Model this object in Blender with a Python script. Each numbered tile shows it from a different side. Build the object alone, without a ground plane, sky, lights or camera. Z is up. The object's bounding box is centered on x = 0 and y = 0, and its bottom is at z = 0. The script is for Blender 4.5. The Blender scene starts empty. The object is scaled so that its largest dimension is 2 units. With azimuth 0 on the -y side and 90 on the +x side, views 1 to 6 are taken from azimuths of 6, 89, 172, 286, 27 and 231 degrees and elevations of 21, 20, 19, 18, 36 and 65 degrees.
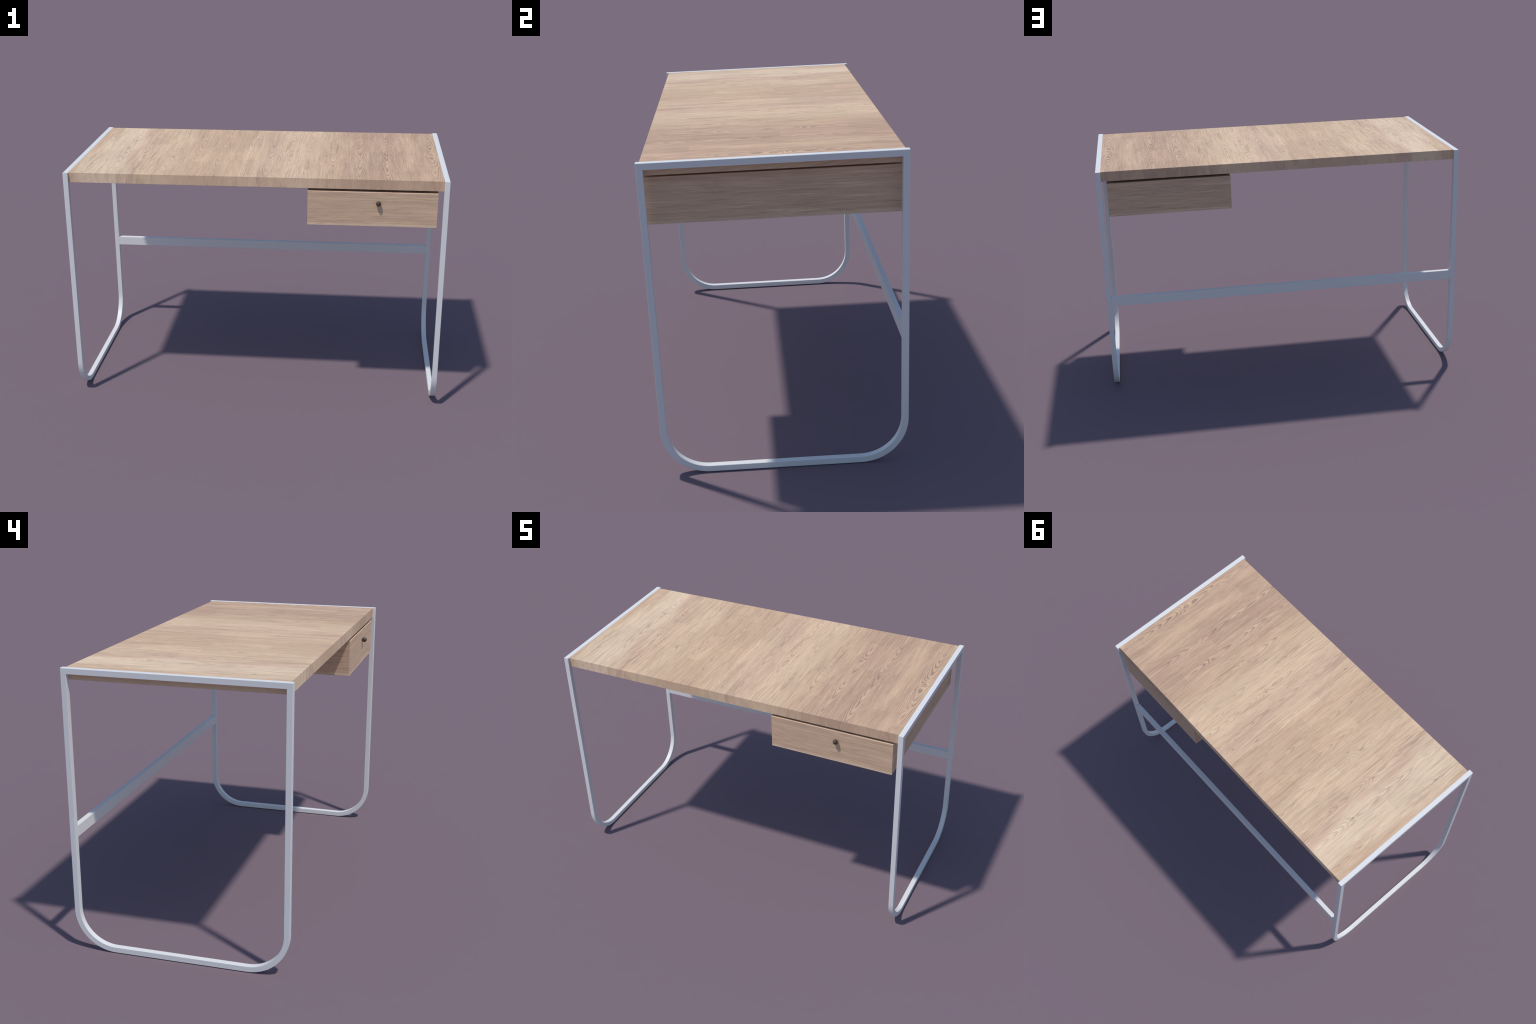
"""Writing desk: oak top between two bent square-tube steel frames, a rear
crossbar and one suspended oak drawer with a small round knob."""
import bpy, bmesh, math
from mathutils import Vector

# ------------------------------------------------------------------ sizes (m)
X_OUT = 1.000          # outer face of the side frames
TUBE_X = 0.0268        # tube width across the desk
TUBE = 0.0258          # tube width in the plane of the frame
Y_FRONT, Y_BACK = -0.4937, 0.5062
Z_TOP = 1.3012
R_BEND = 0.193         # outer radius of the two floor bends
X_IN = X_OUT - TUBE_X

SLAB = dict(x=(-X_IN, X_IN), y=(-0.4808, 0.4932), z=(1.2477, 1.3007))
BAR = dict(x=(-X_IN, X_IN), y=(0.4808, 0.5056), z=(0.5368, 0.5889))
DRAWER = dict(x=(0.2815, 0.9460), y=(-0.4796, 0.4915), z=(1.0506, 1.2343))
KNOB_C, KNOB_R = Vector((0.645, -0.4927, 1.1766)), 0.0131


# ------------------------------------------------------------------ node tools
class Nodes:
    """Small expression builder over one material's node tree."""

    def __init__(self, name):
        self.mat = bpy.data.materials.new(name)
        self.mat.use_nodes = True
        self.t = self.mat.node_tree
        self.bsdf = self.t.nodes["Principled BSDF"]

    def put(self, sock, v):
        if isinstance(v, bpy.types.NodeSocket):
            self.t.links.new(v, sock)
        else:
            sock.default_value = v

    def m(self, op, a, b=0.0, c=0.0):
        n = self.t.nodes.new("ShaderNodeMath")
        n.operation = op
        for i, v in enumerate((a, b, c)):
            self.put(n.inputs[i], v)
        return n.outputs[0]

    def add(self, *v):
        r = v[0]
        for w in v[1:]:
            r = self.m("ADD", r, w)
        return r

    def mul(self, *v):
        r = v[0]
        for w in v[1:]:
            r = self.m("MULTIPLY", r, w)
        return r

    def object_xyz(self):
        tc = self.t.nodes.new("ShaderNodeTexCoord")
        s = self.t.nodes.new("ShaderNodeSeparateXYZ")
        self.t.links.new(tc.outputs["Object"], s.inputs[0])
        return s.outputs

    def vec(self, x, y, z):
        n = self.t.nodes.new("ShaderNodeCombineXYZ")
        for i, v in enumerate((x, y, z)):
            self.put(n.inputs[i], v)
        return n.outputs[0]

    def noise(self, v, scale=1.0, detail=2.0, rough=0.5, distort=0.0):
        n = self.t.nodes.new("ShaderNodeTexNoise")
        self.put(n.inputs["Vector"], v)
        n.inputs["Scale"].default_value = scale
        n.inputs["Detail"].default_value = detail
        n.inputs["Roughness"].default_value = rough
        n.inputs["Distortion"].default_value = distort
        return n.outputs[0]

    def white(self, v):
        n = self.t.nodes.new("ShaderNodeTexWhiteNoise")
        n.noise_dimensions = "3D"
        self.put(n.inputs["Vector"], v)
        return n.outputs["Value"]

    def ramp(self, f, stops, interp="LINEAR"):
        n = self.t.nodes.new("ShaderNodeValToRGB")
        n.color_ramp.interpolation = interp
        e = n.color_ramp.elements
        while len(e) < len(stops):
            e.new(0.5)
        for el, (p, c) in zip(e, stops):
            el.position = p
            el.color = (c, c, c, 1) if isinstance(c, (int, float)) else (*c, 1)
        self.put(n.inputs[0], f)
        return n.outputs[0]

    def mix(self, f, a, b, blend="MIX"):
        n = self.t.nodes.new("ShaderNodeMix")
        n.data_type, n.blend_type = "RGBA", blend
        n.clamp_factor = True
        self.put(n.inputs[0], f)
        for i, v in ((6, a), (7, b)):
            self.put(n.inputs[i], v if isinstance(v, bpy.types.NodeSocket) else (*v, 1))
        return n.outputs[2]

    def smooth(self, v, lo, hi, a=0.0, b=1.0):
        n = self.t.nodes.new("ShaderNodeMapRange")
        n.interpolation_type = "SMOOTHSTEP"
        self.put(n.inputs["Value"], v)
        for k, w in zip(("From Min", "From Max", "To Min", "To Max"), (lo, hi, a, b)):
            n.inputs[k].default_value = w
        return n.outputs[0]

    def bump(self, height, strength, distance):
        n = self.t.nodes.new("ShaderNodeBump")
        n.inputs["Strength"].default_value = strength
        n.inputs["Distance"].default_value = distance
        self.put(n.inputs["Height"], height)
        self.t.links.new(n.outputs[0], self.bsdf.inputs["Normal"])


# ------------------------------------------------------------------ materials
CREAM = (0.785, 0.600, 0.425)
STRAW = (0.760, 0.572, 0.385)
PALE = (0.712, 0.514, 0.350)
TAN = (0.655, 0.456, 0.306)
PINK = (0.645, 0.446, 0.316)
BROWN = (0.575, 0.388, 0.268)
LINE = (0.310, 0.185, 0.148)

# heart lines of the boards: place across the desk, arch boldness
HEARTS = (-0.905, -0.755, -0.645, -0.480, -0.345, -0.215, -0.060, 0.060, 0.165, 0.265, 0.400, 0.545, 0.690, 0.938)
# small knots: across, along, size, darkness, how far they push the rings aside
KNOTS = ((-0.753, 0.197, 0.010, 0.70, 1.5), (-0.478, -0.127, 0.015, 0.40, 2.5), (-0.892, -0.308, 0.010, 0.42, 1.5),
         (-0.652, -0.054, 0.010, 0.40, 1.2), (0.160, 0.034, 0.009, 0.45, 2.0), (-0.041, 0.279, 0.010, 0.45, 2.0),
         (0.005, 0.420, 0.008, 0.40, 1.5), (-0.032, -0.418, 0.009, 0.45, 1.5), (0.938, 0.019, 0.009, 0.45, 2.2),
         (0.929, -0.233, 0.010, 0.42, 2.0), (0.390, -0.022, 0.007, 0.40, 1.5), (0.686, 0.076, 0.006, 0.35, 1.0),
         (0.540, 0.128, 0.006, 0.35, 1.0), (0.221, 0.316, 0.009, 0.40, 2.0), (-0.441, -0.058, 0.008, 0.35, 1.2))


def oak_top(name="oak_top_veneer", figure=1.0, grain=1.0):
    """Flat-sawn oak, grain front to back.  The growth rings are contours of a
    field that is a hyperbola across each heart line and rises along the grain:
    long narrow arches closing towards the front edge on the heart lines,
    straight parallel grain between them."""
    g = Nodes(name)
    x, y, z = g.object_xyz()

    def drawn(sx, sy, sz, detail=2.0, rough=0.5, xx=None, shift=0.0):
        """noise stretched along the grain"""
        return g.noise(g.vec(g.mul(x if xx is None else xx, sx), g.add(g.mul(y, sy), shift), g.mul(z, 0.3 * sz)), 1.0, detail, rough)

    def off(n, amount):
        return g.mul(g.add(n, -0.5), amount)

    wob = drawn(4.0, 2.0, 9.0)
    ripple = drawn(55.0, 14.0, 60.0, 2.0)
    xs = g.add(x, off(wob, 0.012))                       # straight grain
    xw = g.add(x, off(wob, 0.022), off(drawn(16.0, 5.0, 30.0), 0.009))   # figured grain

    d = None
    for c in HEARTS:
        k = g.m("ABSOLUTE", g.add(xw, -c))
        d = k if d is None else g.m("MINIMUM", d, k)
    w = 0.027
    across = g.mul(g.add(g.m("SQRT", g.add(g.mul(d, d), w * w)), -w), 165.0)
    rise = g.add(g.mul(y, -10.5), off(drawn(7.0, 5.0, 20.0, 1.0), 2.4), g.mul(z, 55.0), off(ripple, 0.55))
    knot_push, knot_dark = None, None
    for kx, ky, r, s, push in KNOTS:
        dx = g.mul(g.add(xw, -kx), 1.0 / r)
        dy = g.mul(g.add(y, -ky), 0.42 / r)
        q2 = g.add(g.mul(dx, dx), g.mul(dy, dy))
        p = g.m("DIVIDE", push, g.add(1.0, g.mul(q2, 0.22)))
        q = g.add(g.m("SQRT", q2), off(ripple, 1.2))
        k = g.smooth(q, 0.75, 0.05, 0.0, s)
        knot_push = p if knot_push is None else g.add(knot_push, p)
        knot_dark = k if knot_dark is None else g.m("MAXIMUM", knot_dark, k)
    ring = g.add(across, rise, g.mul(knot_push, 1.6))
    saw = g.m("FRACT", ring)
    line = g.ramp(saw, ((0.0, 0.10), (0.30, 0.0), (0.55, 0.22), (0.84, 1.0), (0.94, 0.50), (1.0, 0.10)))
    # arches are bold towards the drawer end and come and go elsewhere
    bold = g.smooth(g.add(x, off(wob, 0.30)), 0.33, 0.50)
    show = g.smooth(drawn(13.0, 3.2, 20.0, 3.0, 0.55, shift=3.0), 0.36, 0.66)
    near = g.smooth(d, 0.050, 0.012)
    strength = g.add(g.mul(g.add(0.12, g.mul(show, 0.34)), g.add(0.70, g.mul(near, 0.30))),
                     g.mul(bold, g.add(0.20, g.mul(show, 0.36))))

    # tone across the top: boards of different paleness with ragged borders
    tone_x = g.add(x, off(drawn(24.0, 2.4, 30.0, 4.0, 0.65), 0.36))

    def at(v):
        return 0.5 + 0.5 * v
    tone = g.ramp(g.add(g.mul(tone_x, 0.5), 0.5), (
        (at(-1.0), TAN), (at(-0.95), TAN), (at(-0.87), CREAM), (at(-0.76), CREAM), (at(-0.66), PINK),
        (at(-0.62), PALE), (at(-0.47), PALE), (at(-0.38), TAN), (at(-0.24), TAN), (at(-0.10), TAN),
        (at(-0.03), PALE), (at(0.04), PINK), (at(0.18), PALE), (at(0.31), PALE), (at(0.40), TAN),
        (at(0.55), BROWN), (at(0.70), BROWN), (at(0.80), TAN), (at(0.87), BROWN), (at(0.97), TAN)))
    # brownish blotches and yellower patches drawn out along the grain
    hue = drawn(42.0, 3.0, 30.0, 4.0, 0.6, xs)
    tone = g.mix(g.mul(g.smooth(hue, 0.52, 0.70), 0.42), tone, (0.440, 0.284, 0.202))
    tone = g.mix(g.mul(g.smooth(hue, 0.47, 0.32), 0.45), tone, (0.740, 0.560, 0.365))

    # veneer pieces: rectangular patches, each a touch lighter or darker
    row = g.m("FLOOR", g.mul(g.add(x, off(wob, 0.02), 0.013), 11.5))
    cell = g.m("FLOOR", g.add(g.mul(y, 3.4), g.mul(g.white(g.vec(row, 3.0, 1.0)), 7.0)))
    piece = g.white(g.vec(row, cell, 2.0))
    cloud = drawn(46.0, 3.6, 40.0, 4.0, 0.62, xs)
    streak = drawn(160.0, 4.2, 90.0, 3.0, 0.6, xs)
    fibre = drawn(420.0, 13.0, 200.0, 2.0, 0.6, xs)
    lum = g.add(1.0, off(piece, 0.13 * grain), off(cloud, 0.20), off(streak, 0.36 * grain), off(fibre, 0.36 * grain))
    col = g.mix(1.0, tone, g.vec(lum, lum, lum), "MULTIPLY")
    col = g.mix(g.mul(line, strength, figure), col, LINE)

    calm = g.smooth(tone_x, -0.60, -0.72, 1.0, 0.55)      # the pale end board is quieter
    # fine dark grain lines that gather in runs, and short flecks all over
    hair = drawn(250.0, 4.0, 120.0, 3.0, 0.62, xs)
    run = g.smooth(drawn(12.0, 2.6, 20.0, 2.0, 0.5, shift=9.0), 0.46, 0.70)
    col = g.mix(g.mul(g.smooth(hair, 0.52, 0.68), calm, grain, g.add(0.26, g.mul(run, 0.52))), col, (0.310, 0.222, 0.152))
    fleck = drawn(230.0, 15.0, 120.0, 3.0, 0.6, xs, 5.0)
    col = g.mix(g.mul(g.smooth(fleck, 0.57, 0.74), calm, 0.62 * grain), col, (0.340, 0.215, 0.152))
    pale = drawn(170.0, 7.0, 120.0, 3.0, 0.6, xs, 11.0)
    col = g.mix(g.mul(g.smooth(pale, 0.58, 0.76), 0.50 * grain), col, (0.860, 0.690, 0.510))
    col = g.mix(knot_dark, col, (0.225, 0.150, 0.108))

    g.put(g.bsdf.inputs["Base Color"], col)
    g.bsdf.inputs["Roughness"].default_value = 0.65
    g.bsdf.inputs["Specular IOR Level"].default_value = 0.15
    g.bump(g.add(g.mul(hair, -0.6), g.mul(fibre, 0.4)), 0.10, 0.001)
    return g.mat


def oak_drawer():
    """Quiet straight oak with the grain running level round the box."""
    g = Nodes("oak_drawer_veneer")
    x, y, z = g.object_xyz()
    wob = g.noise(g.vec(g.mul(x, 6.0), g.mul(y, 6.0), g.mul(z, 14.0)), 1.0, 2.0, 0.5)
    zw = g.add(z, g.mul(g.add(wob, -0.5), 0.010))
    band = g.noise(g.vec(g.mul(x, 2.6), g.mul(y, 2.6), g.mul(zw, 60.0)), 1.0, 4.0, 0.65)
    streak = g.noise(g.vec(g.mul(x, 5.0), g.mul(y, 5.0), g.mul(zw, 190.0)), 1.0, 3.0, 0.6)
    fibre = g.noise(g.vec(g.mul(x, 12.0), g.mul(y, 12.0), g.mul(zw, 480.0)), 1.0, 2.0, 0.6)
    hue = g.noise(g.vec(g.mul(x, 3.0), g.mul(y, 3.0), g.add(g.mul(zw, 60.0), 7.0)), 1.0, 3.0, 0.55)
    tone = g.ramp(band, ((0.22, BROWN), (0.45, PINK), (0.58, TAN), (0.74, STRAW)))
    tone = g.mix(g.mul(g.smooth(hue, 0.50, 0.68), 0.5), tone, (0.555, 0.372, 0.255))
    tone = g.mix(g.mul(g.smooth(hue, 0.48, 0.30), 0.4), tone, (0.590, 0.440, 0.285))
    # paler strips just under the top edge and along the foot of each board
    foot = g.smooth(g.add(zw, g.mul(g.add(streak, -0.5), 0.006)), 1.066, 1.062)
    tone = g.mix(g.mul(foot, 0.5), tone, CREAM)
    lum = g.add(0.965, g.mul(g.add(band, -0.5), 0.25), g.mul(g.add(streak, -0.5), 0.55), g.mul(g.add(fibre, -0.5), 0.42))
    col = g.mix(1.0, tone, g.vec(lum, lum, lum), "MULTIPLY")
    dash = g.noise(g.vec(g.mul(x, 9.0), g.mul(y, 9.0), g.mul(zw, 210.0)), 1.0, 2.0, 0.6)
    col = g.mix(g.mul(g.smooth(dash, 0.57, 0.72), 0.45), col, (0.300, 0.208, 0.148))
    g.put(g.bsdf.inputs["Base Color"], col)
    g.bsdf.inputs["Roughness"].default_value = 0.62
    g.bsdf.inputs["Specular IOR Level"].default_value = 0.15
    g.bump(fibre, 0.10, 0.001)
    return g.mat


def painted_steel():
    g = Nodes("light_grey_painted_steel")
    x, y, z = g.object_xyz()
    n = g.noise(g.vec(x, y, z), 60.0, 2.0, 0.5)
    g.put(g.bsdf.inputs["Base Color"], g.mix(n, (0.742, 0.745, 0.745), (0.748, 0.751, 0.751)))
    g.bsdf.inputs["Roughness"].default_value = 0.45
    g.bsdf.inputs["Specular IOR Level"].default_value = 0.35
    return g.mat


def dark_bronze():
    g = Nodes("dark_bronze")
    x, y, z = g.object_xyz()
    n = g.noise(g.vec(x, y, z), 220.0, 2.0, 0.5)
    g.put(g.bsdf.inputs["Base Color"], g.mix(n, (0.058, 0.037, 0.025), (0.076, 0.050, 0.034)))
    g.bsdf.inputs["Roughness"].default_value = 0.46
    g.bsdf.inputs["Specular IOR Level"].default_value = 0.42
    return g.mat


# ------------------------------------------------------------------ meshes
def make_object(name, bm, mat, parent, smooth_angle=None):
    bmesh.ops.recalc_face_normals(bm, faces=bm.faces)
    me = bpy.data.meshes.new(name)
    bm.to_mesh(me)
    bm.free()
    me.materials.append(mat)
    if smooth_angle is not None:
        me.shade_smooth()
        me.set_sharp_from_angle(angle=math.radians(smooth_angle))
    ob = bpy.data.objects.new(name, me)
    bpy.context.scene.collection.objects.link(ob)
    ob.parent = parent
    return ob


def box(x, y, z, bevel=0.0, segments=2):
    bm = bmesh.new()
    bmesh.ops.create_cube(bm, size=1.0)
    for v in bm.verts:
        v.co = Vector((x[0] + (v.co.x + 0.5) * (x[1] - x[0]),
                       y[0] + (v.co.y + 0.5) * (y[1] - y[0]),
                       z[0] + (v.co.z + 0.5) * (z[1] - z[0])))
    if bevel:
        bmesh.ops.bevel(bm, geom=bm.edges[:], offset=bevel, segments=segments, profile=0.5, affect="EDGES")
    return bm


def frame_outline(inset):
    """(y, z) loop: square corners at the top, round bends on the floor."""
    y0, y1, z1, z0 = Y_FRONT + inset, Y_BACK - inset, Z_TOP - inset, inset
    r = R_BEND - inset
    pts = [(y0, z1)]
    steps = 24
    for i in range(steps + 1):          # front bend
        a = math.pi + 0.5 * math.pi * i / steps
        pts.append((y0 + r + r * math.cos(a), z0 + r + r * math.sin(a)))
    for i in range(steps + 1):          # rear bend
        a = 1.5 * math.pi + 0.5 * math.pi * i / steps
        pts.append((y1 - r + r * math.cos(a), z0 + r + r * math.sin(a)))
    pts.append((y1, z1))
    return pts


def side_frame():
    """Closed loop of square tube standing at x = X_IN .. X_OUT."""
    c = 0.0011                          # softened tube arris
    section = [(0.0, X_IN + c), (0.0, X_OUT - c), (c, X_OUT), (TUBE - c, X_OUT),
               (TUBE, X_OUT - c), (TUBE, X_IN + c), (TUBE - c, X_IN), (c, X_IN)]
    bm = bmesh.new()
    loops = [[bm.verts.new((x, y, z)) for y, z in frame_outline(inset)] for inset, x in section]
    n = len(loops[0])
    for a, b in zip(loops, loops[1:] + loops[:1]):
        for i in range(n):
            j = (i + 1) % n
            bm.faces.new((a[i], a[j], b[j], b[i]))
    return bm


def knob():
    """Turned ball knob on a short neck, revolved about the y axis."""
    prof = [(0.0, -KNOB_R)]
    for i in range(1, 20):
        a = math.pi * i / 20
        prof.append((KNOB_R * math.sin(a), -KNOB_R * math.cos(a)))
        if a > math.pi * 0.80:
            break
    prof += [(0.0058, KNOB_R * 0.90), (0.0058, KNOB_R + 0.003)]
    bm = bmesh.new()
    seg = 40
    tip = bm.verts.new(KNOB_C + Vector((0, prof[0][1], 0)))
    rings = []
    for r, h in prof[1:]:
        rings.append([bm.verts.new(KNOB_C + Vector((r * math.cos(2 * math.pi * k / seg), h,
                                                    r * math.sin(2 * math.pi * k / seg)))) for k in range(seg)])
    for k in range(seg):
        bm.faces.new((tip, rings[0][k], rings[0][(k + 1) % seg]))
    for a, b in zip(rings, rings[1:]):
        for k in range(seg):
            bm.faces.new((a[k], a[(k + 1) % seg], b[(k + 1) % seg], b[k]))
    bm.faces.new(rings[-1])
    return bm


# ------------------------------------------------------------------ assembly
desk = bpy.data.objects.new("writing_desk", None)
bpy.context.scene.collection.objects.link(desk)
desk["label"] = "pale oak desk on grey square-tube sled frames with one drawer"
desk["category"] = "writing desk"

oak, drawer_oak, steel, bronze = oak_top(), oak_drawer(), painted_steel(), dark_bronze()

top = make_object("tabletop", box(**SLAB, bevel=0.0006, segments=1), oak, desk, 30)
top.data.materials.append(oak_top("oak_edge_veneer", 0.42, 0.30))
for f in top.data.polygons:              # the long and short edges are banded
    f.material_index = 0 if abs(f.normal.z) > 0.5 else 1
right = make_object("side_frame", side_frame(), steel, desk, 30)
left = right.copy()                      # mirror image: turned round the z axis, then shifted to line up
left.rotation_euler = (0, 0, math.pi)
left.location = (0, Y_FRONT + Y_BACK, 0)
bpy.context.scene.collection.objects.link(left)
make_object("crossbar", box(**BAR, bevel=0.0008, segments=1), steel, desk, 30)
bm = box(**DRAWER)
lip = [e for e in bm.edges if all(abs(v.co.y - DRAWER["y"][0]) + abs(v.co.z - DRAWER["z"][1]) < 1e-5 for v in e.verts)]
bmesh.ops.bevel(bm, geom=lip, offset=0.0028, segments=1, profile=0.5, affect="EDGES")   # eased front lip
bmesh.ops.bevel(bm, geom=[e for e in bm.edges if e.calc_face_angle(0) > 1.2], offset=0.0005, segments=1,
                profile=0.5, affect="EDGES")
drawer = make_object("drawer", bm, drawer_oak, desk, 30)
# spacer that hangs the drawer below the top, set well back out of sight
make_object("mounting_block", box((DRAWER["x"][0] + 0.13, DRAWER["x"][1] - 0.13), (-0.33, 0.34),
                                  (DRAWER["z"][1] - 0.001, SLAB["z"][0] + 0.001)), drawer_oak, drawer)
make_object("knob", knob(), bronze, drawer, 40)
